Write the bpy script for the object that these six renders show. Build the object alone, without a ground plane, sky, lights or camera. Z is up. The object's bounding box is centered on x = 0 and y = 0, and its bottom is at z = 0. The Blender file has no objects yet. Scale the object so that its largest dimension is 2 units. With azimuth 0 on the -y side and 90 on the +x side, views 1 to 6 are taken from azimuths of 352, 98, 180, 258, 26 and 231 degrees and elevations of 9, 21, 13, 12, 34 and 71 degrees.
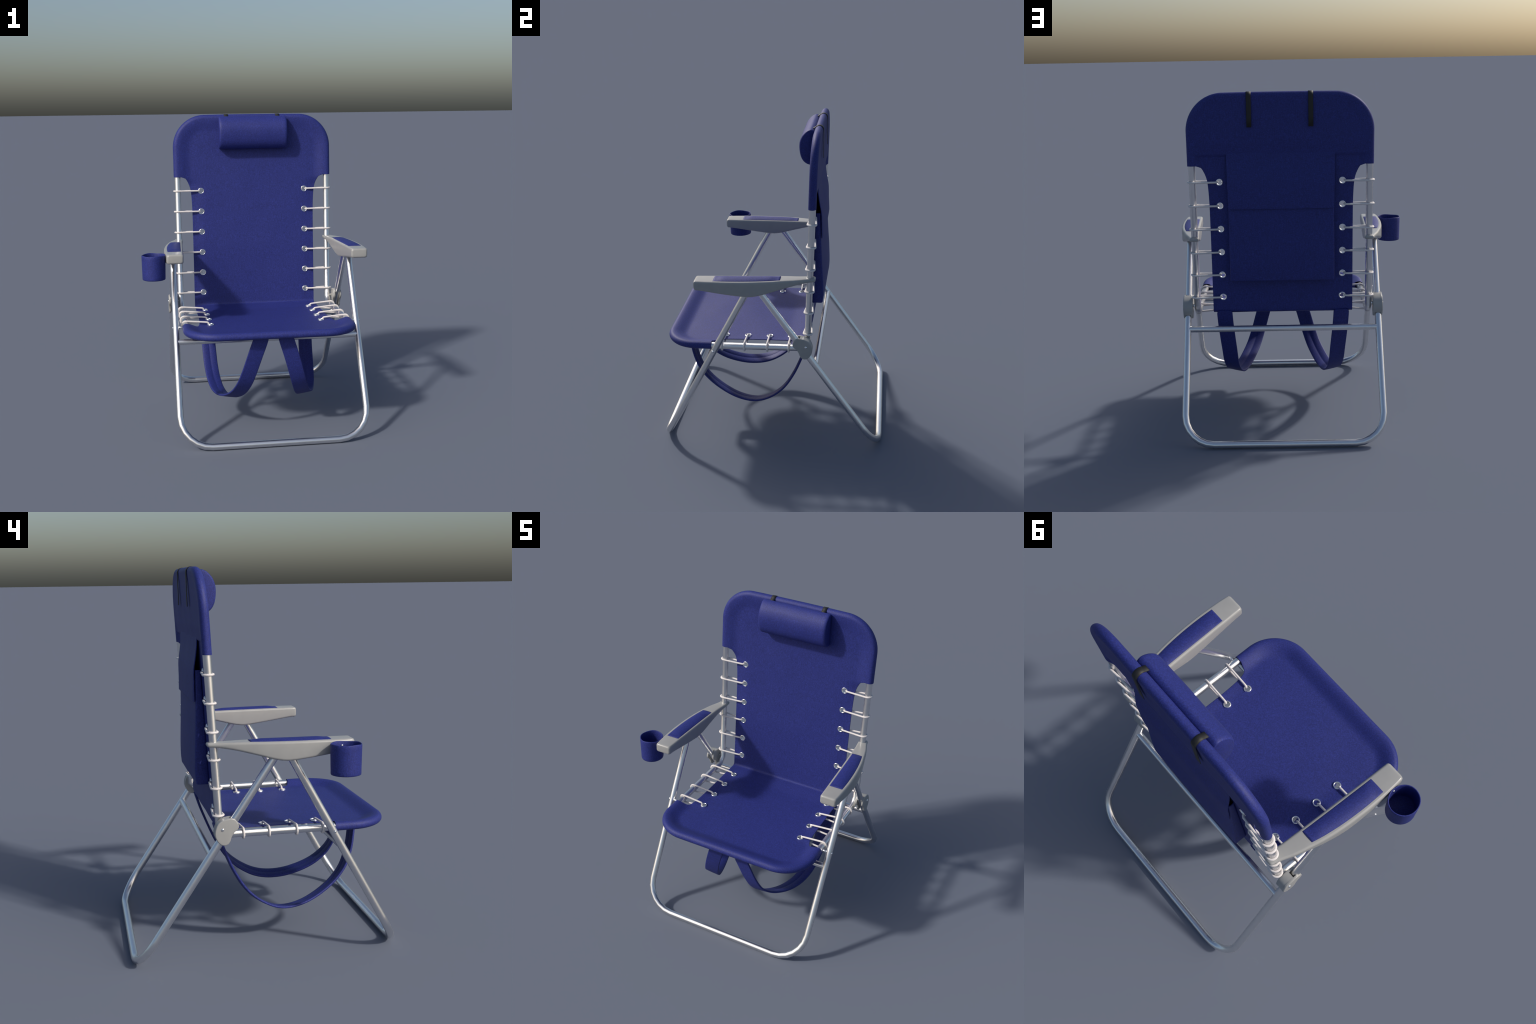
# Folding backpack beach chair: bent aluminium tube frame, blue fabric sling laced on with elastic cord,
# grey plastic armrests, cup holder, pillow, rear pouch and carrying straps.
import bpy, math, random
from mathutils import Vector, noise

random.seed(7)
X0 = 0.0715            # the cup holder on one side shifts the chair's own mid plane to this x
TUBE = 0.0206          # tube radius
SIDE = 0.516           # half width of the seat/back tube loop
ZSEAT = 0.682          # height of the seat tubes
SLEEVE = 0.0255        # radius of the fabric sleeve round the tube
RC = 0.190             # corner radius of the seat/back tube loop
ZTOP = 1.9675          # tube centre at the top of the back
YFRONT = -0.637        # tube centre at the front of the seat


def ytube(z):          # the back leans backwards slightly
    return 0.246 + 0.05 * (z - 0.65)


def smooth(a, b, x):
    t = min(1.0, max(0.0, (x - a) / (b - a)))
    return t * t * (3 - 2 * t)


# ------------------------------------------------------------------ materials
def new_mat(name):
    m = bpy.data.materials.new(name)
    m.use_nodes = True
    nt = m.node_tree
    return m, nt, nt.nodes["Principled BSDF"]


def noise_node(nt, scale, detail=3, rough=0.6, stretch=(1, 1, 1)):
    tc = nt.nodes.new("ShaderNodeTexCoord")
    mp = nt.nodes.new("ShaderNodeMapping")
    mp.inputs["Scale"].default_value = stretch
    nz = nt.nodes.new("ShaderNodeTexNoise")
    nz.inputs["Scale"].default_value = scale
    nz.inputs["Detail"].default_value = detail
    nz.inputs["Roughness"].default_value = rough
    nt.links.new(tc.outputs["Object"], mp.inputs["Vector"])
    nt.links.new(mp.outputs["Vector"], nz.inputs["Vector"])
    return nz


def ramp(nt, src, stops):
    r = nt.nodes.new("ShaderNodeValToRGB")
    els = r.color_ramp.elements
    while len(els) < len(stops):
        els.new(0.5)
    for e, (p, c) in zip(els, stops):
        e.position = p
        e.color = (*c, 1)
    nt.links.new(src, r.inputs["Fac"])
    return r


def add_bump(nt, bsdf, src, strength, dist):
    b = nt.nodes.new("ShaderNodeBump")
    b.inputs["Strength"].default_value = strength
    b.inputs["Distance"].default_value = dist
    nt.links.new(src, b.inputs["Height"])
    nt.links.new(b.outputs["Normal"], bsdf.inputs["Normal"])


def mat_fabric():
    m, nt, b = new_mat("blue_fabric")
    g = noise_node(nt, 170, 4, 0.7)                        # speckled weave grain
    s = noise_node(nt, 60, 3, 0.6, (4, 4, 0.5))            # faint vertical threads
    mx = nt.nodes.new("ShaderNodeMath")
    mx.operation = 'MULTIPLY_ADD'
    mx.inputs[1].default_value = 0.25
    nt.links.new(s.outputs["Fac"], mx.inputs[0])
    sc = nt.nodes.new("ShaderNodeMath")
    sc.operation = 'MULTIPLY'
    sc.inputs[1].default_value = 0.75
    nt.links.new(g.outputs["Fac"], sc.inputs[0])
    nt.links.new(sc.outputs[0], mx.inputs[2])
    base = (0.0195, 0.0275, 0.1720)
    r = ramp(nt, mx.outputs[0], [(0.36, tuple(c * 0.70 for c in base)), (0.5, base),
                                 (0.64, tuple(c * 1.45 for c in base))])
    nt.links.new(r.outputs["Color"], b.inputs["Base Color"])
    b.inputs["Roughness"].default_value = 0.60
    b.inputs["Specular IOR Level"].default_value = 0.36
    add_bump(nt, b, g.outputs["Fac"], 0.18, 0.0012)
    return m


def mat_plain(name, col, rough, metal=0.0, var=0.05, scale=40, bump=0.0, spec=0.5):
    m, nt, b = new_mat(name)
    n = noise_node(nt, scale, 3)
    r = ramp(nt, n.outputs["Fac"], [(0.3, tuple(c * (1 - var) for c in col)), (0.7, tuple(min(1, c * (1 + var)) for c in col))])
    nt.links.new(r.outputs["Color"], b.inputs["Base Color"])
    b.inputs["Roughness"].default_value = rough
    b.inputs["Metallic"].default_value = metal
    b.inputs["Specular IOR Level"].default_value = spec
    if bump:
        add_bump(nt, b, n.outputs["Fac"], bump, 0.001)
    return m


FABRIC = mat_fabric()
METAL = mat_plain("aluminium_tube", (0.82, 0.82, 0.82), 0.31, 1.0, 0.02, 25)
CHROME = mat_plain("polished_steel", (0.90, 0.90, 0.90), 0.22, 1.0, 0.01, 30)
PLASTIC = mat_plain("grey_plastic", (0.34, 0.34, 0.33), 0.30, 0.0, 0.03, 18, 0.0)
CORD = mat_plain("elastic_cord_white", (0.72, 0.68, 0.66), 0.6, 0.0, 0.05, 220, 0.15)
BLACK = mat_plain("black_webbing", (0.014, 0.014, 0.013), 0.6, 0.0, 0.1, 300, 0.2)

# ------------------------------------------------------------------ helpers
root = bpy.data.objects.new("folding_beach_chair", None)
bpy.context.scene.collection.objects.link(root)
root.location = (X0, 0, 0)
root["label"] = "blue fabric folding beach chair with aluminium tube frame"
root["category"] = "beach chair"


def mesh_from(name, verts, faces, mat, flat=()):
    me = bpy.data.meshes.new(name)
    me.from_pydata([tuple(v) for v in verts], [], faces)
    me.materials.append(mat)
    fl = set(flat)
    for i, p in enumerate(me.polygons):
        p.use_smooth = i not in fl
    me.update()
    return me


def put(name, me, parent=root, loc=(0, 0, 0), rot=None):
    o = bpy.data.objects.new(name, me)
    bpy.context.scene.collection.objects.link(o)
    o.parent = parent
    o.location = loc
    if rot is not None:
        o.rotation_euler = rot
    return o


def fillet(pts, radii, closed=False, segs=8, tight=0.0):
    """round the corners of a polyline with circular arcs"""
    pts = [Vector(p) for p in pts]
    n = len(pts)
    out = []
    for i, p in enumerate(pts):
        r = radii[i]
        if r <= 0 or (not closed and i in (0, n - 1)):
            out.append(p)
            continue
        a = (pts[i - 1] - p).normalized()
        b = (pts[(i + 1) % n] - p).normalized()
        half = a.angle(b) / 2
        t = r / math.tan(half)
        c = p + (a + b).normalized() * (r / math.sin(half))
        va, vb = p + a * t - c, p + b * t - c
        tot = va.angle(vb)
        ns = 1 if r < tight else segs          # tight elbows are a single facet
        for k in range(ns + 1):
            f = k / ns
            w = (va * math.sin((1 - f) * tot) + vb * math.sin(f * tot)) / math.sin(tot)
            out.append(c + w)
    return out


def sweep(name, path, radius, mat, closed=False, sides=24, support=True):
    """round tube along a polyline, mitred at the joints"""
    P = []
    src = [Vector(p) for p in path]
    for i, p in enumerate(src):           # extra rings on long straights keep the shading true
        P.append(p)
        if i == len(src) - 1 and not closed:
            break
        q = src[(i + 1) % len(src)]
        ln = (q - p).length
        if support and ln > 0.12:
            P += [p.lerp(q, f) for f in (0.006 / ln, 0.03 / ln, 0.25, 0.5, 0.75, 1 - 0.03 / ln, 1 - 0.006 / ln)]
    n = len(P)
    T = []
    for i in range(n):
        if closed:
            t = (P[(i + 1) % n] - P[i]).normalized() + (P[i] - P[i - 1]).normalized()
        else:
            t = P[min(i + 1, n - 1)] - P[max(i - 1, 0)]
            if 0 < i < n - 1:
                t = (P[i + 1] - P[i]).normalized() + (P[i] - P[i - 1]).normalized()
        T.append(t.normalized())
    nrm = T[0].orthogonal().normalized()
    verts, faces = [], []
    for i in range(n):
        nrm = (nrm - T[i] * nrm.dot(T[i])).normalized()
        bn = T[i].cross(nrm)
        for k in range(sides):
            a = 2 * math.pi * k / sides
            verts.append(P[i] + (nrm * math.cos(a) + bn * math.sin(a)) * radius)
    off = 0
    if closed:     # match the frame of the last ring to the first
        d0 = verts[0] - P[0]
        nn = (nrm - T[0] * nrm.dot(T[0])).normalized()
        bn = T[0].cross(nn)
        off = round(math.atan2(d0.dot(bn), d0.dot(nn)) / (2 * math.pi) * sides)
    for i in range(n if closed else n - 1):
        j = (i + 1) % n
        for k in range(sides):
            o = off if j < i else 0
            a, b = i * sides + k, i * sides + (k + 1) % sides
            c, d = j * sides + (k + 1 - o) % sides, j * sides + (k - o) % sides
            faces.append((a, b, c, d))
    flat = []
    if not closed:
        flat = [len(faces), len(faces) + 1]
        faces.append(tuple(range(sides - 1, -1, -1)))
        faces.append(tuple((n - 1) * sides + k for k in range(sides)))
    return mesh_from(name, verts, faces, mat, flat)


def lathe(name, prof, mat, sides=24, closed=False, sx=1.0, sy=1.0):
    """revolve (r, z) profile about z"""
    verts, faces = [], []
    n = len(prof)
    for k in range(sides):
        a = 2 * math.pi * k / sides
        for r, z in prof:
            verts.append((r * math.cos(a) * sx, r * math.sin(a) * sy, z))
    for k in range(sides):
        k2 = (k + 1) % sides
        for i in range(n if closed else n - 1):
            j = (i + 1) % n
            faces.append((k * n + i, k2 * n + i, k2 * n + j, k * n + j))
    return mesh_from(name, verts, faces, mat)


def loft(name, rings, mat, cap=True):
    n = len(rings[0])
    verts = [v for r in rings for v in r]
    faces = []
    for i in range(len(rings) - 1):
        for k in range(n):
            k2 = (k + 1) % n
            faces.append((i * n + k, i * n + k2, (i + 1) * n + k2, (i + 1) * n + k))
    if cap:
        faces.append(tuple(range(n - 1, -1, -1)))
        faces.append(tuple((len(rings) - 1) * n + k for k in range(n)))
    return mesh_from(name, verts, faces, mat)


def fix_normals(me):
    import bmesh
    bm = bmesh.new()
    bm.from_mesh(me)
    bmesh.ops.recalc_face_normals(bm, faces=bm.faces)
    bm.to_mesh(me)
    bm.free()
    return me


def interp(tab, x):
    """piecewise smooth table lookup (Catmull-Rom style monotone enough for profiles)"""
    if x <= tab[0][0]:
        return tab[0][1]
    if x >= tab[-1][0]:
        return tab[-1][1]
    for i in range(len(tab) - 1):
        x0, y0 = tab[i]
        x1, y1 = tab[i + 1]
        if x0 <= x <= x1:
            h = x1 - x0
            m0 = (y1 - tab[i - 1][1]) / (x1 - tab[i - 1][0]) if i > 0 else (y1 - y0) / h
            m1 = (tab[i + 2][1] - y0) / (tab[i + 2][0] - x0) if i + 2 < len(tab) else (y1 - y0) / h
            t = (x - x0) / h
            return ((2 * t**3 - 3 * t**2 + 1) * y0 + (t**3 - 2 * t**2 + t) * h * m0
                    + (-2 * t**3 + 3 * t**2) * y1 + (t**3 - t**2) * h * m1)


# ------------------------------------------------------------------ metal frame
K = (ytube(ZSEAT), ZSEAT)
loop = fillet([(SIDE, ytube(ZTOP), ZTOP), (-SIDE, ytube(ZTOP), ZTOP), (-SIDE, *K), (-SIDE, YFRONT, ZSEAT),
               (SIDE, YFRONT, ZSEAT), (SIDE, *K)], [RC, RC, 0.045, RC, RC, 0.045], True, 8, 0.05)
put("seat_and_back_frame", fix_normals(sweep("seat_and_back_frame", loop, TUBE, METAL, True, 24, False)))

UF, UR = 0.5800, 0.5750                                        # half widths of the leg frames


def yfront(z):
    return -0.7005 + 0.5530 * z


def yrear(z):
    return 0.7030 - 0.6760 * z


leg = fillet([(-UF, yfront(1.10), 1.10), (-UF, yfront(TUBE), TUBE), (UF, yfront(TUBE), TUBE), (UF, yfront(1.10), 1.10)],
             [0, 0.19, 0.19, 0], False, 6)
put("front_leg_frame", fix_normals(sweep("front_leg_frame", leg, TUBE, METAL)))
leg = fillet([(-UR, yrear(1.10), 1.10), (-UR, yrear(TUBE), TUBE), (UR, yrear(TUBE), TUBE), (UR, yrear(1.10), 1.10)],
             [0, 0.168, 0.168, 0], False, 6)
put("rear_leg_frame", fix_normals(sweep("rear_leg_frame", leg, TUBE, METAL)))
put("front_crossbar", fix_normals(sweep("front_crossbar", [(-UF, yfront(0.596), 0.596), (UF, yfront(0.596), 0.596)], 0.0185, METAL)))
put("rear_crossbar", fix_normals(sweep("rear_crossbar", [(-UR, yrear(0.594), 0.594), (UR, yrear(0.594), 0.594)], 0.0185, METAL)))

# ------------------------------------------------------------------ fabric sling
EYE_U = 0.3580
EYE_BACK = [1.483, 1.3425, 1.2025, 1.062, 0.9215, 0.782]
EYE_SEAT = [0.131, -0.0045, -0.145, -0.2855]
HOLE = 0.0148
D_FRONT, D_REAR = 0.0095, -0.0040      # thin sheet either side of the tube plane
FIL = 0.022                            # crease radius of the sheet


def e_dist(u, s, stop):
    """distance inwards from the tube centre line of a U whose closed end lies at s = stop"""
    cx, cs = SIDE - RC, stop - RC
    a = abs(u)
    if a > cx and s > cs:
        return RC - math.hypot(a - cx, s - cs)
    return min(SIDE - a, stop - s)


def d_front(e, flat):
    if e <= 0:
        return math.sqrt(max(0, SLEEVE**2 - e * e))
    t = min(1, e / 0.095)
    return flat + (SLEEVE - flat) * (0.5 + 0.5 * math.cos(math.pi * t))


def d_rear(e, inner, amp=0.0225):
    if e <= 0:
        return -amp * math.sqrt(max(0, 1 - (e / SLEEVE)**2))
    t = min(1, e / 0.060)
    return inner - (amp + inner) * (0.5 + 0.5 * math.cos(math.pi * t))


def spread(points):
    """merge (start, end, step) spans into a sorted list of stations"""
    out = []
    for a, b, st in points:
        n = max(1, math.ceil((b - a) / st - 1e-6))
        out += [a + (b - a) * k / n for k in range(n)]
    out.append(points[-1][1])
    return out


def stations(lo, hi, centres, step, fine, reach):
    """stations from lo to hi, fine near each centre"""
    spans, at = [], lo
    for c in sorted(centres):
        spans += [(at, c - reach, step), (c - reach, c + reach, fine)]
        at = c + reach
    spans.append((at, hi, step))
    return spread(spans)


def sling(name, place, stop, cut, low, wtab, eyelets, front_inner, rear_inner, crown=0.0):
    """One fabric panel. s runs from the seat/back crease (low) to the closed end of the sleeve;
    below s = cut it is a flat sheet laced to the tubes, above it wraps the tube."""
    WOUT, WCUT, WFIX = SIDE + SLEEVE, 0.490, 0.395
    smax = stop + SLEEVE
    srows = stations(low, cut, eyelets, 0.012, 0.0026, 0.022)
    srows = [s for s in srows if s < cut - 0.0005] + [cut]
    ncut = len(srows) - 1
    up = spread([(cut, smax - 0.10, 0.008)])[1:]
    up += [smax - 0.10 * (1 - math.sin(0.5 * math.pi * k / 34)) for k in range(1, 35)]
    srows += up
    half = stations(0, WFIX, [EYE_U], 0.014, 0.0026, 0.022)
    half += [WFIX + (WCUT - WFIX) * k / 10 for k in range(1, 11)]
    ncol_in = len(half)
    half += [WOUT - (WOUT - WCUT) * (1 - math.sin(0.5 * math.pi * k / 12)) for k in range(1, 13)]
    cols = [-h for h in half[:0:-1]] + half
    mid = len(half) - 1
    nc, nr = len(cols), len(srows)

    def width(s):
        cs = stop - RC
        if s <= cs:
            return WOUT
        h = s - cs
        return (SIDE - RC) + math.sqrt(max(0, (RC + SLEEVE)**2 - h * h))

    def pos(ci, ri):
        s, c = srows[ri], cols[ci]
        if ri <= ncut:
            w = interp(wtab, cut - s) if ri < ncut else WCUT
            a = abs(c)
            if a > WFIX and a <= WCUT + 1e-6:
                a = WFIX + (a - WFIX) / (WCUT - WFIX) * (w - WFIX)
            return math.copysign(a, c), s
        return c * width(s) / WOUT, s

    verts, faces = [], []
    front, rear = {}, {}
    for ri in range(nr):
        for ci in range(nc):
            if ri < ncut and abs(ci - mid) >= ncol_in:
                continue
            u, s = pos(ci, ri)
            e = e_dist(u, s, stop)
            rim = ri == nr - 1 or (ri >= ncut and ci in (0, nc - 1))
            f = 0.0 if rim else d_front(e, front_inner(u, s))
            r = 0.0 if rim else d_rear(e, rear_inner(u, s))
            if ri < ncut:                                     # the hem rolls off towards its edge
                roll = smooth(0.110, 0.0, interp(wtab, cut - s) - abs(u)) * smooth(0.0, 0.06, cut - s)
                mean = 0.5 * (f + r) * (1 - roll) + 0.0005 * roll
                f, r = f + (mean + 0.0022 - f) * roll**1.3, r + (mean - 0.0022 - r) * roll**1.3
            wob = 0.0017 * noise.noise((u * 6, s * 6, 1.3)) * smooth(0.05, 0.15, e)
            sc = s + crown * (1 - (u / 0.54)**2) * smooth(stop - 0.35, stop, s)
            front[ri, ci] = len(verts)
            verts.append(place(u, sc, f + wob))
            if rim:
                rear[ri, ci] = front[ri, ci]
            else:
                rear[ri, ci] = len(verts)
                verts.append(place(u, sc, r + wob))

    def holed(ri, ci):
        for a in (ri, ri + 1):
            for b in (ci, ci + 1):
                u, s = pos(b, a)
                if any(math.hypot(abs(u) - EYE_U, s - t) < HOLE for t in eyelets):
                    return True
        return False

    for ri in range(nr - 1):
        for ci in range(nc - 1):
            q = [(ri, ci), (ri, ci + 1), (ri + 1, ci + 1), (ri + 1, ci)]
            if not all(k in front for k in q) or holed(ri, ci):
                continue
            for tab, order in ((front, q), (rear, q[::-1])):
                ids = []
                for k in order:
                    if tab[k] not in ids:
                        ids.append(tab[k])
                if len(ids) >= 3:
                    faces.append(tuple(ids))
    lo_c, hi_c = mid - ncol_in + 1, mid + ncol_in - 1
    for ri in range(ncut):                                    # hemmed side edges of the laced part
        for ci in (lo_c, hi_c):
            faces.append((front[ri, ci], rear[ri, ci], rear[ri + 1, ci], front[ri + 1, ci]))
    me = mesh_from(name, verts, faces, FABRIC)
    return me


def place_back(u, s, d):
    zf = ZSEAT + FIL
    if s >= zf:
        return (u, ytube(s) - d, s)
    # quarter-circle crease, shared half and half with the seat panel
    f = (zf - s) / FIL
    a = f * math.pi / 4
    cy, cz = ytube(zf) - FIL, zf
    return (u, cy + (FIL - d) * math.cos(a), cz - (FIL - d) * math.sin(a))


YC = ytube(ZSEAT + FIL) - FIL            # y where the seat panel becomes flat


def place_seat(u, s, d):
    # s measured forwards from the back: y = YC + FIL - s
    y = YC + FIL - s
    if s >= FIL:
        return (u, y, ZSEAT + d)
    a = math.pi / 4 + (s / FIL) * math.pi / 4
    return (u, YC + (FIL - d) * math.cos(a), ZSEAT + FIL - (FIL - d) * math.sin(a))


def back_inner(u, s):
    return D_REAR - 0.0115 * smooth(1.637, 1.642, s) - 0.0050 * smooth(1.642, 1.72, s)


BACK_CUT = 1.579
SEAT_CUT = YC + FIL + 0.353
back = sling("backrest_fabric", place_back, ZTOP, BACK_CUT, ZSEAT,
             [(0, 0.4900), (0.004, 0.472), (0.012, 0.4615), (0.028, 0.4510), (0.060, 0.4370), (0.094, 0.4285), (0.17, 0.4225), (0.30, 0.4200), (1.0, 0.4200)],
             EYE_BACK, lambda u, s: D_FRONT + 0.0065 * smooth(1.70, 1.93, s), back_inner, crown=0.0055)
o_back = put("backrest_fabric", back)
seat = sling("seat_fabric", place_seat, YC + FIL - YFRONT, SEAT_CUT, 0.0,
             [(0, 0.4900), (0.003, 0.4700), (0.012, 0.4530), (0.030, 0.4400), (0.070, 0.4290), (0.14, 0.4230), (0.25, 0.4200), (1.0, 0.4200)],
             [YC + FIL - y for y in EYE_SEAT],
             lambda u, s: -0.0030 + 0.0125 * smooth(0.16, 0.0, s), lambda u, s: -0.0120 + 0.0080 * smooth(0.16, 0.0, s))
o_seat = put("seat_fabric", seat)
for o in (o_back, o_seat):
    fix_normals(o.data)

# ------------------------------------------------------------------ eyelets and elastic cords
ring = [(0.0181 + 0.0042 * math.cos(a), 0.0088 * math.sin(a)) for a in [2 * math.pi * k / 12 for k in range(12)]]
eyelet_mesh = fix_normals(lathe("eyelet", ring, CHROME, 28, True))


def cord_path(reach, r_eye=0.0135, r_tube=TUBE + 0.0052, c_eye=0.0240):
    """belt round the hem at the eyelet and round the tube, in (outwards, forwards) coordinates"""
    pts = []
    gap = reach - c_eye
    th = math.acos((r_eye - r_tube) / gap)
    for k in range(19):                                        # round the tube
        a = th - 2 * th * k / 18
        a = (math.pi - th) * (1 - 2 * k / 18) if False else th * (1 - 2 * k / 18)
        pts.append((reach + r_tube * math.cos(a), r_tube * math.sin(a)))
    for k in range(13):                                        # back through the eyelet
        a = th + (2 * math.pi - 2 * th) * k / 12
        pts.append((c_eye + r_eye * math.cos(-a), r_eye * math.sin(-a)))
    return pts


belt = cord_path(SIDE - EYE_U)
CORD_R = 0.0058
tilt = math.atan(0.05)
cord_meshes = {}
for side in (-1, 1):
    for kind in ("back", "seat"):
        pts = []
        for p, d in belt:
            pts.append((side * p, -d, 0) if kind == "back" else (side * p, 0, d))
        cord_meshes[side, kind] = fix_normals(sweep("elastic_cord", pts, CORD_R, CORD, True, 10))
for side in (-1, 1):
    for z in EYE_BACK:
        y = ytube(z)
        put("eyelet", eyelet_mesh, o_back, (side * EYE_U, y - 0.0022, z), (math.pi / 2 - tilt, 0, 0))
        put("elastic_cord", cord_meshes[side, "back"], root, (side * EYE_U, y, z),
            (-tilt, side * random.uniform(-0.012, 0.012), 0))
    for y in EYE_SEAT:
        put("eyelet", eyelet_mesh, o_seat, (side * EYE_U, y, ZSEAT - 0.0045))
        put("elastic_cord", cord_meshes[side, "seat"], root, (side * EYE_U, y, ZSEAT),
            (0, 0, side * random.uniform(-0.02, 0.02)))


# ------------------------------------------------------------------ rear pouch and flap
def rounded_box_rings(sections, corner, n=6):
    """sections: list of (centre, half_a, half_b) rounded rectangles -> rings of (a, b)"""
    out = []
    for (ca, cb), ha, hb in sections:
        r = min(corner, ha * 0.98, hb * 0.98)
        ringp = []
        for qx, qy, a0 in ((1, 1, 0), (-1, 1, 90), (-1, -1, 180), (1, -1, 270)):
            for k in range(n + 1):
                a = math.radians(a0 + 90 * k / n)
                ringp.append((ca + qx * (ha - r) + r * math.cos(a), cb + qy * (hb - r) + r * math.sin(a)))
        out.append(ringp)
    return out


POUCH_W = 0.3085
rear_y = [(0.894, 0.3285), (0.95, 0.3330), (1.05, 0.3325), (1.18, 0.3270), (1.32, 0.3235), (1.487, 0.3225)]
rings = []
zs = [0.8945, 0.8949, 0.8958, 0.8975, 0.9005, 0.910] + [0.93 + (1.47 - 0.93) * k / 24 for k in range(25)] + [1.480, 1.487]
for z in zs:
    inset = 0.006 * (1 - math.sqrt(max(0, 1 - (1 - min(1, (z - 0.8945) / 0.006))**2)))
    y1 = interp(rear_y, z) - inset
    y0 = ytube(z) + 0.0030
    sec = rounded_box_rings([((0, (y0 + y1) / 2), POUCH_W - inset, (y1 - y0) / 2)], 0.010)[0]
    dome = 0.0085 * smooth(0.86, 1.02, z) * (1 - 0.5 * smooth(1.15, 1.40, z))      # stuffed middle
    sec = [p for a, b in zip(sec, sec[1:] + sec[:1]) for p in ([a] + [(a[0] + (b[0] - a[0]) * k / 16, a[1] + (b[1] - a[1]) * k / 16) for k in range(1, 16)] if abs(a[0] - b[0]) > 0.1 else [a])]
    sec = [(a, b + (dome * (1 - (a / POUCH_W)**2) if b > (y0 + y1) / 2 else 0)) for a, b in sec]
    rings.append([(a + 0.001 * noise.noise((a * 9, b * 9, z * 9)), b + 0.0012 * noise.noise((a * 6, 3, z * 6)), z) for a, b in sec])
# open top: turn the rim in and go down inside
last = rings[-1]
rings.append([(x * 0.985, ytube(1.487) + 0.004 + (y - ytube(1.487) - 0.004) * 0.84, 1.4875) for x, y, z in last])
rings.append([(x * 0.985, ytube(1.40) + 0.004 + (y - ytube(1.487) - 0.004) * 0.80, 1.40) for x, y, z in last])
put("storage_pouch", fix_normals(loft("storage_pouch", rings, FABRIC)), o_back)

flap_y = [(1.322, 0.3330), (1.40, 0.3315), (1.487, 0.3285), (1.55, 0.3190), (1.60, 0.3125), (1.640, 0.3100), (1.657, 0.3085)]
rings = []
for k in range(33):
    z = 1.327 + (1.656 - 1.327) * k / 32
    w = 0.3080 + 0.0060 * smooth(1.33, 1.64, z)
    row = []
    m = 40
    for i in range(m + 1):
        u = -w + 2 * w * i / m
        edge = 0.004 * smooth(0.90, 1.0, abs(u) / w) * smooth(1.50, 1.33, z)
        lift = 0.0050 * (1 - (u / w)**2) * smooth(1.62, 1.42, z)
        row.append((u, interp(flap_y, z) + lift - edge + 0.0010 * noise.noise((u * 7, z * 7, 5)), z))
    rings.append(row)
verts, faces = [], []
for row in rings:
    verts += row
m = 41
for k in range(32):
    for i in range(40):
        faces.append((k * m + i, k * m + i + 1, (k + 1) * m + i + 1, (k + 1) * m + i))
me = mesh_from("pouch_flap", verts, faces, FABRIC)
o_flap = put("pouch_flap", me, o_back)


def solidify(o, t, offset=0.0, bevel=0.0):
    md = o.modifiers.new("thick", 'SOLIDIFY')
    md.thickness = t
    md.offset = offset
    if bevel:
        b = o.modifiers.new("round", 'BEVEL')
        b.width = bevel
        b.segments = 2
        b.limit_method = 'ANGLE'
        b.angle_limit = math.radians(50)
    dg = bpy.context.evaluated_depsgraph_get()
    me2 = bpy.data.meshes.new_from_object(o.evaluated_get(dg))
    o.modifiers.clear()
    me2.name = o.name
    o.data = me2


solidify(o_flap, 0.0048, 0.0, 0.0012)

# ------------------------------------------------------------------ pillow with its two black straps
sec_ctrl = [(0.2960, 1.9300), (0.2940, 1.9560), (0.2860, 1.9740), (0.2720, 1.9840), (0.2560, 1.9820), (0.2350, 1.9690), (0.2120, 1.9430), (0.1985, 1.9100), (0.1950, 1.8780),
            (0.1975, 1.8450), (0.2050, 1.8130), (0.2210, 1.7860), (0.2440, 1.7700), (0.2700, 1.7650), (0.2930, 1.7660)]


def spline_ring(ctrl, sub=4):
    out = []
    n = len(ctrl)
    for i in range(n - 1):
        p0, p1, p2, p3 = ctrl[max(i - 1, 0)], ctrl[i], ctrl[i + 1], ctrl[min(i + 2, n - 1)]
        for k in range(sub):
            t = k / sub
            out.append(tuple(0.5 * (2 * b + (c - a) * t + (2 * a - 5 * b + 4 * c - d) * t * t + (-a + 3 * b - 3 * c + d) * t**3)
                             for a, b, c, d in zip(p0, p1, p2, p3)))
    out.append(ctrl[-1])
    return out


sec = spline_ring(sec_ctrl)
HALF = 0.2310
rings = []
st = [-1 + 2 * k / 60 for k in range(61)]
for t in st:
    u = HALF * math.sin(t * math.pi / 2) if abs(t) > 0 else 0.0
    edge = HALF - abs(u)
    sh = 1 - 0.12 * (1 - math.sqrt(max(0, 1 - (1 - min(1, edge / 0.020))**2)))
    bulge = 0.0015 * math.cos(u / HALF * math.pi / 2)
    row = []
    for y, z in sec:
        y -= 0.0030 * smooth(0.29, 0.27, y)
        cy, cz = 0.285, 1.879
        yy, zz = cy + (y - cy) * (sh + bulge * 4) if y < cy else y, cz + (z - cz) * (0.5 + 0.5 * sh)
        row.append((u, yy + 0.0012 * noise.noise((u * 9, z * 9, 2)), zz + 0.0012 * noise.noise((u * 9, z * 9, 7))))
    rings.append(row)
put("headrest_pillow", fix_normals(loft("headrest_pillow", rings, FABRIC)))

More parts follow.
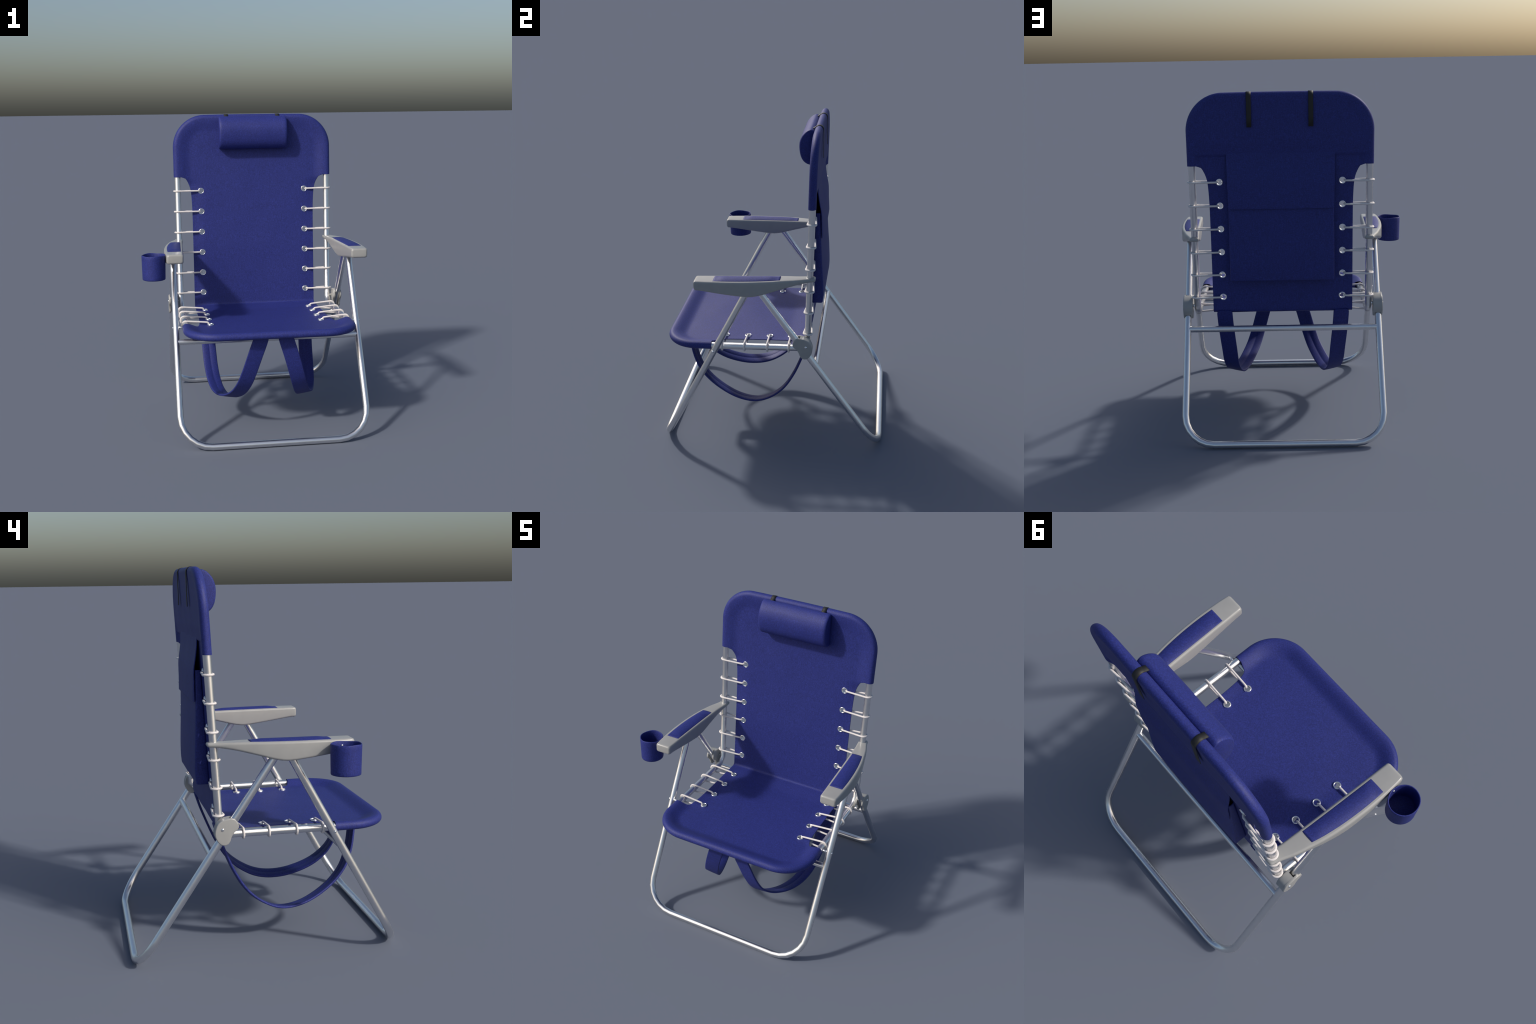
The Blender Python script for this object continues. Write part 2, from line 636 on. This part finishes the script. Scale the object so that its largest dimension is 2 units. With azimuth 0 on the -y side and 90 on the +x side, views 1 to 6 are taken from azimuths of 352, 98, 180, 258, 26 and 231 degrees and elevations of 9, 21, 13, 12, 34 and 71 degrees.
zc = ZTOP + 0.0050
yc = ytube(ZTOP)
path = [(0.2720, 1.9790), (0.2790, 1.9830)]
RS = SLEEVE + 0.0012
for k in range(17):
    a = math.radians(140 - 140 * k / 16)
    path.append((yc + RS * math.cos(a), zc + RS * math.sin(a)))
path += [(yc + RS - 0.0008, zc - 0.06), (yc + RS - 0.0018, 1.86), (yc + RS - 0.0030, 1.80)]
for u0 in (-0.1765, 0.1765):
    verts, faces = [], []
    for y, z in path:
        verts += [(u0 - 0.0140, y, z), (u0, y, z), (u0 + 0.0140, y, z)]
    for i in range(len(path) - 1):
        faces += [(3 * i, 3 * i + 1, 3 * i + 4, 3 * i + 3), (3 * i + 1, 3 * i + 2, 3 * i + 5, 3 * i + 4)]
    o = put("pillow_strap", mesh_from("pillow_strap", verts, faces, BLACK))
    solidify(o, 0.0022)

# ------------------------------------------------------------------ armrests
ZARM = 1.158
arm_out = [(-0.4205, 0.6280), (-0.36, 0.6335), (-0.26, 0.6370), (-0.17, 0.6360), (-0.06, 0.6285), (0.044, 0.6140), (0.12, 0.5970),
           (0.19, 0.5790), (0.26, 0.5540), (0.305, 0.5440)]
arm_in = [(-0.4205, 0.5255), (-0.2, 0.5170), (0.0, 0.5085), (0.19, 0.4985), (0.25, 0.4915), (0.305, 0.4900)]
arm_bot = [(-0.4205, 1.0985), (-0.38, 1.0970), (-0.29, 1.0850), (-0.17, 1.0690), (-0.084, 1.0610), (-0.026, 1.0680), (0.059, 1.0900),
           (0.172, 1.1170), (0.26, 1.1290), (0.305, 1.1310)]
pad_out = lambda y: interp(arm_out, y) - 0.0185
pad_in = lambda y: interp(arm_in, y) + 0.0140
PAD0, PAD1 = -0.302, 0.098


def make_arm(side):
    y0, y1 = -0.4205, 0.3050
    ys = [y0 + 0.014 * (1 - math.cos(0.5 * math.pi * k / 6)) for k in range(7)]
    ys += [y0 + 0.014 + (y1 - 0.026 - y0) * k / 44 for k in range(1, 45)]
    ys += [y1 - 0.012 * (1 - math.sin(0.5 * math.pi * k / 5)) for k in range(1, 6)]
    rings = []
    for y in ys:
        uo, ui, zb = interp(arm_out, y), interp(arm_in, y), interp(arm_bot, y)
        e = min(1, (y - y0) / 0.014)
        sh = 0.011 * (1 - math.sqrt(max(0, 1 - (1 - e)**2)))
        e = min(1, (y1 - y) / 0.012)
        sh += 0.010 * (1 - math.sqrt(max(0, 1 - (1 - e)**2)))
        zt = ZARM - 0.0045 * smooth(0.10, 0.28, y)
        r = rounded_box_rings([(((uo + ui) / 2, (zt + zb) / 2), (uo - ui) / 2 - sh, (zt - zb) / 2 - sh)], 0.013, 6)[0]
        rings.append([(side * a, y, b) for a, b in r])
    return fix_normals(loft("armrest", rings, PLASTIC))


def make_pad(side):
    verts, faces = [], []
    nu, ny = 20, 40
    for j in range(ny + 1):
        y = PAD0 + (PAD1 - PAD0) * j / ny
        a, b = pad_in(y), pad_out(y)
        for i in range(nu + 1):
            t = i / nu
            h = 0.0095 * (1 - abs(2 * t - 1)**2.2) * (0.25 + 0.75 * smooth(0, 0.16, min(j, ny - j) / ny)) + 0.0003
            verts.append((side * (a + (b - a) * t), y, ZARM + h))
    n0 = len(verts)
    verts += [(x, y, ZARM - 0.004) for x, y, z in verts]
    w = nu + 1
    for j in range(ny):
        for i in range(nu):
            faces.append((j * w + i, j * w + i + 1, (j + 1) * w + i + 1, (j + 1) * w + i))
    flat = []
    rim = [(0, i) for i in range(nu)] + [(j, nu) for j in range(ny)] + [(ny, nu - i) for i in range(nu)] + [(ny - j, 0) for j in range(ny)]
    for k in range(len(rim)):
        a = rim[k][0] * w + rim[k][1]
        b = rim[(k + 1) % len(rim)][0] * w + rim[(k + 1) % len(rim)][1]
        flat.append(len(faces))
        faces.append((a, b, n0 + b, n0 + a))
    return fix_normals(mesh_from("armrest_pad", verts, faces, FABRIC, flat))


arms = {}
for side in (-1, 1):
    arms[side] = put("armrest", make_arm(side))
    put("armrest_pad", make_pad(side), arms[side])


# ------------------------------------------------------------------ rivets
def rivet_mesh(r, h):
    prof = [(0.0001, h)] + [(r * math.sin(a), h * math.cos(a)) for a in [math.pi / 2 * k / 8 for k in range(1, 9)]] + [(r, -0.004)]
    return fix_normals(lathe("rivet", prof, CHROME, 20))


RIV = rivet_mesh(0.0082, 0.0062)
RIV_S = rivet_mesh(0.0070, 0.0050)
SPACER = fix_normals(sweep("pivot_pin", [(-0.034, 0, 0), (0.034, 0, 0)], 0.0085, METAL, False, 16))
for side in (-1, 1):
    put("rivet", RIV, root, (side * (UF + TUBE - 0.0022), -0.3300, 0.6785), (0, side * math.pi / 2, 0))
    put("pivot_pin", SPACER, root, (side * (UF + SIDE) / 2, -0.3300, 0.6800))

# ------------------------------------------------------------------ cup holder
CUP = (-0.6355 - X0, -0.3495)
RT, RB, ZB, ZT = 0.0772, 0.0745, 0.9965, 1.1500
prof_o = [(0.0004, ZB + 0.002), (RB * 0.6, ZB + 0.001), (RB - 0.005, ZB), (RB - 0.0012, ZB + 0.0015), (RB, ZB + 0.006)]
prof_o += [(RB + (RT - RB) * k / 10, ZB + 0.006 + (ZT - 0.004 - ZB - 0.006) * k / 10) for k in range(1, 11)]
prof_o += [(RT - 0.0010, ZT - 0.0010), (RT - 0.0030, ZT), (RT - 0.0052, ZT - 0.0010), (RT - 0.0062, ZT - 0.004)]
prof_o += [(RT - 0.0066, ZT - 0.03), (RB - 0.0066, ZB + 0.020), (RB - 0.009, ZB + 0.009), (0.0004, ZB + 0.008)]
cup = lathe("cup_holder", prof_o, FABRIC, 64)
for v in cup.vertices:
    ang = math.atan2(v.co.y, v.co.x)
    k = smooth(ZB, ZT, v.co.z)
    s = 1 + 0.003 * k * math.cos(3 * ang + 0.6) + 0.006 * math.cos(2 * ang + 1.9)
    x, y = v.co.x * s * 0.955, v.co.y * s * 1.01
    v.co = (max(-0.0742, min(x, 0.0735)), y, v.co.z + 0.0016 * k * math.sin(4 * ang) * (1 if v.co.z > ZT - 0.05 else 0.3))
o_cup = put("cup_holder", fix_normals(cup), root, (CUP[0], CUP[1], 0))
put("rivet", RIV_S, o_cup, (0.0665, 0.0, 1.127), (0, -math.pi / 2, 0))

# ------------------------------------------------------------------ hinge brackets
outline = [(0.2050, 0.7830), (0.2380, 0.7770), (0.2660, 0.7600), (0.2800, 0.7330), (0.2845, 0.7000), (0.2720, 0.6680), (0.2500, 0.6480), (0.2250, 0.6480),
           (0.2090, 0.6640), (0.2020, 0.6850), (0.1900, 0.7060), (0.1700, 0.7240), (0.1640, 0.7420), (0.1720, 0.7640), (0.1870, 0.7790)]


def closed_spline(ctrl, sub=5):
    out = []
    n = len(ctrl)
    for i in range(n):
        p0, p1, p2, p3 = ctrl[i - 1], ctrl[i], ctrl[(i + 1) % n], ctrl[(i + 2) % n]
        for k in range(sub):
            t = k / sub
            out.append(tuple(0.5 * (2 * b + (c - a) * t + (2 * a - 5 * b + 4 * c - d) * t * t + (-a + 3 * b - 3 * c + d) * t**3)
                             for a, b, c, d in zip(p0, p1, p2, p3)))
    return out


prof = closed_spline(outline)
cyh = sum(p[0] for p in prof) / len(prof)
czh = sum(p[1] for p in prof) / len(prof)


def shrink(k):
    """outline moved inwards by about k metres"""
    out = []
    n = len(prof)
    for i, (y, z) in enumerate(prof):
        ty, tz = prof[(i + 1) % n][0] - prof[i - 1][0], prof[(i + 1) % n][1] - prof[i - 1][1]
        ln = math.hypot(ty, tz)
        ny, nz = -tz / ln, ty / ln            # candidate normal
        if ny * (cyh - y) + nz * (czh - z) < 0 and i > -1:
            pass
        out.append((y + ny * k * ORI, z + nz * k * ORI))
    return out


area = sum(prof[i - 1][0] * prof[i][1] - prof[i][0] * prof[i - 1][1] for i in range(len(prof)))
ORI = 1 if area > 0 else -1


def plate(u_a, u_b, side, rnd):
    """bracket cheek between u_a (flat side) and u_b (rounded side)"""
    rings = [[(side * u_a, y, z) for y, z in prof]]
    sgn = 1 if u_b > u_a else -1
    for k in range(6):
        a = math.pi / 2 * k / 5
        rings.append([(side * (u_b - sgn * rnd * (1 - math.sin(a))), y, z) for y, z in shrink(rnd * (1 - math.cos(a)))])
    return rings


def make_hinge(side):
    verts, faces = [], []

    def add(rings, cap=True):
        base = len(verts)
        n = len(rings[0])
        for r in rings:
            verts.extend(r)
        for i in range(len(rings) - 1):
            for k in range(n):
                k2 = (k + 1) % n
                faces.append((base + i * n + k, base + i * n + k2, base + (i + 1) * n + k2, base + (i + 1) * n + k))
        if cap:
            faces.append(tuple(base + k for k in range(n)))
            faces.append(tuple(base + (len(rings) - 1) * n + k for k in range(n)))

    add(plate(0.5895, 0.6020, side, 0.006))
    add(plate(0.5570, 0.5440, side, 0.004))
    # web joining the two cheeks round the back
    inner = shrink(0.009)
    idx = [i for i, (y, z) in enumerate(prof) if (y > 0.206 and z > 0.668)]
    idx.sort(key=lambda i: -math.atan2(prof[i][1] - czh, prof[i][0] - cyh))
    rings = []
    for i in idx:
        (y, z), (yi, zi) = shrink(0.0008)[i], inner[i]
        rings.append([(side * 0.5555, y, z), (side * 0.5915, y, z), (side * 0.5915, yi, zi), (side * 0.5555, yi, zi)])
    add(rings)
    return fix_normals(mesh_from("hinge_bracket", verts, faces, PLASTIC))


for side in (-1, 1):
    me = make_hinge(side)
    o = put("hinge_bracket", me)
    md = o.modifiers.new("auto", 'EDGE_SPLIT')
    md.split_angle = math.radians(50)
    dg = bpy.context.evaluated_depsgraph_get()
    m2 = bpy.data.meshes.new_from_object(o.evaluated_get(dg))
    o.modifiers.clear()
    o.data = m2
    put("rivet", RIV, o, (side * 0.6015, 0.2460, 0.7285), (0, side * math.pi / 2, 0))
    put("pivot_pin", fix_normals(sweep("pivot_pin", [(side * 0.53, 0.2505, 0.7285), (side * 0.546, 0.2505, 0.7285)], 0.0105, METAL, False, 16)), o)

# ------------------------------------------------------------------ carrying straps
ctrl = [(0.3535, 0.2520, 0.692), (0.3530, 0.2420, 0.660), (0.3490, 0.2150, 0.580), (0.3380, 0.1500, 0.425), (0.3310, 0.0720, 0.302), (0.3170, -0.0300, 0.219),
        (0.2920, -0.1400, 0.182), (0.2540, -0.2700, 0.194), (0.2080, -0.4050, 0.254), (0.1740, -0.4970, 0.336), (0.1450, -0.5450, 0.430),
        (0.1120, -0.5730, 0.540), (0.0800, -0.5900, 0.640), (0.0760, -0.5960, 0.668)]
strap_w = 0.0465
# cross-section of the padded strap: two soft ribs with a seam between, slightly thicker inside
half_sec = []
for k in range(21):
    t = -1 + 2 * k / 20
    rib = 0.0034 * (abs(math.sin(math.pi * t))**0.7) * (1 if abs(t) < 1 else 0)
    half_sec.append((t * strap_w, 0.0066 + rib))
low_sec = [(t, -0.0030 - 0.0010 * (1 - (t / strap_w)**2)) for t, _ in half_sec[::-1]]
section = half_sec + low_sec


def make_strap(side):
    pts = spline_ring(ctrl, 6)
    n = len(pts)
    rings = []
    for i, p in enumerate(pts):
        p = Vector(p)
        t = (Vector(pts[min(i + 1, n - 1)]) - Vector(pts[max(i - 1, 0)])).normalized()
        f = i / (n - 1)
        ang = math.radians(1 + 5 * smooth(0.15, 0.5, f) - 4 * smooth(0.7, 1.0, f))
        w = Vector((math.cos(ang), -math.sin(ang), 0.20 * smooth(0.12, 0.38, f) * smooth(0.92, 0.66, f)))   # rolled outwards at the bottom
        w = (w - t * w.dot(t)).normalized()
        nrm = t.cross(w).normalized()
        if i == 0 and nrm.y > 0:
            pass
        # inner face (towards the seat) is the ribbed one
        if nrm.dot(Vector((0.2, -0.15, 0.62)) - p) < 0:
            nrm = -nrm
        taper = 0.80 + 0.20 * smooth(0, 0.05, f)
        rings.append([(side * (p + w * a * taper + nrm * b)[0], (p + w * a * taper + nrm * b)[1], (p + w * a * taper + nrm * b)[2]) for a, b in section])
    return fix_normals(loft("shoulder_strap", rings, FABRIC))


for side in (-1, 1):
    put("shoulder_strap", make_strap(side))
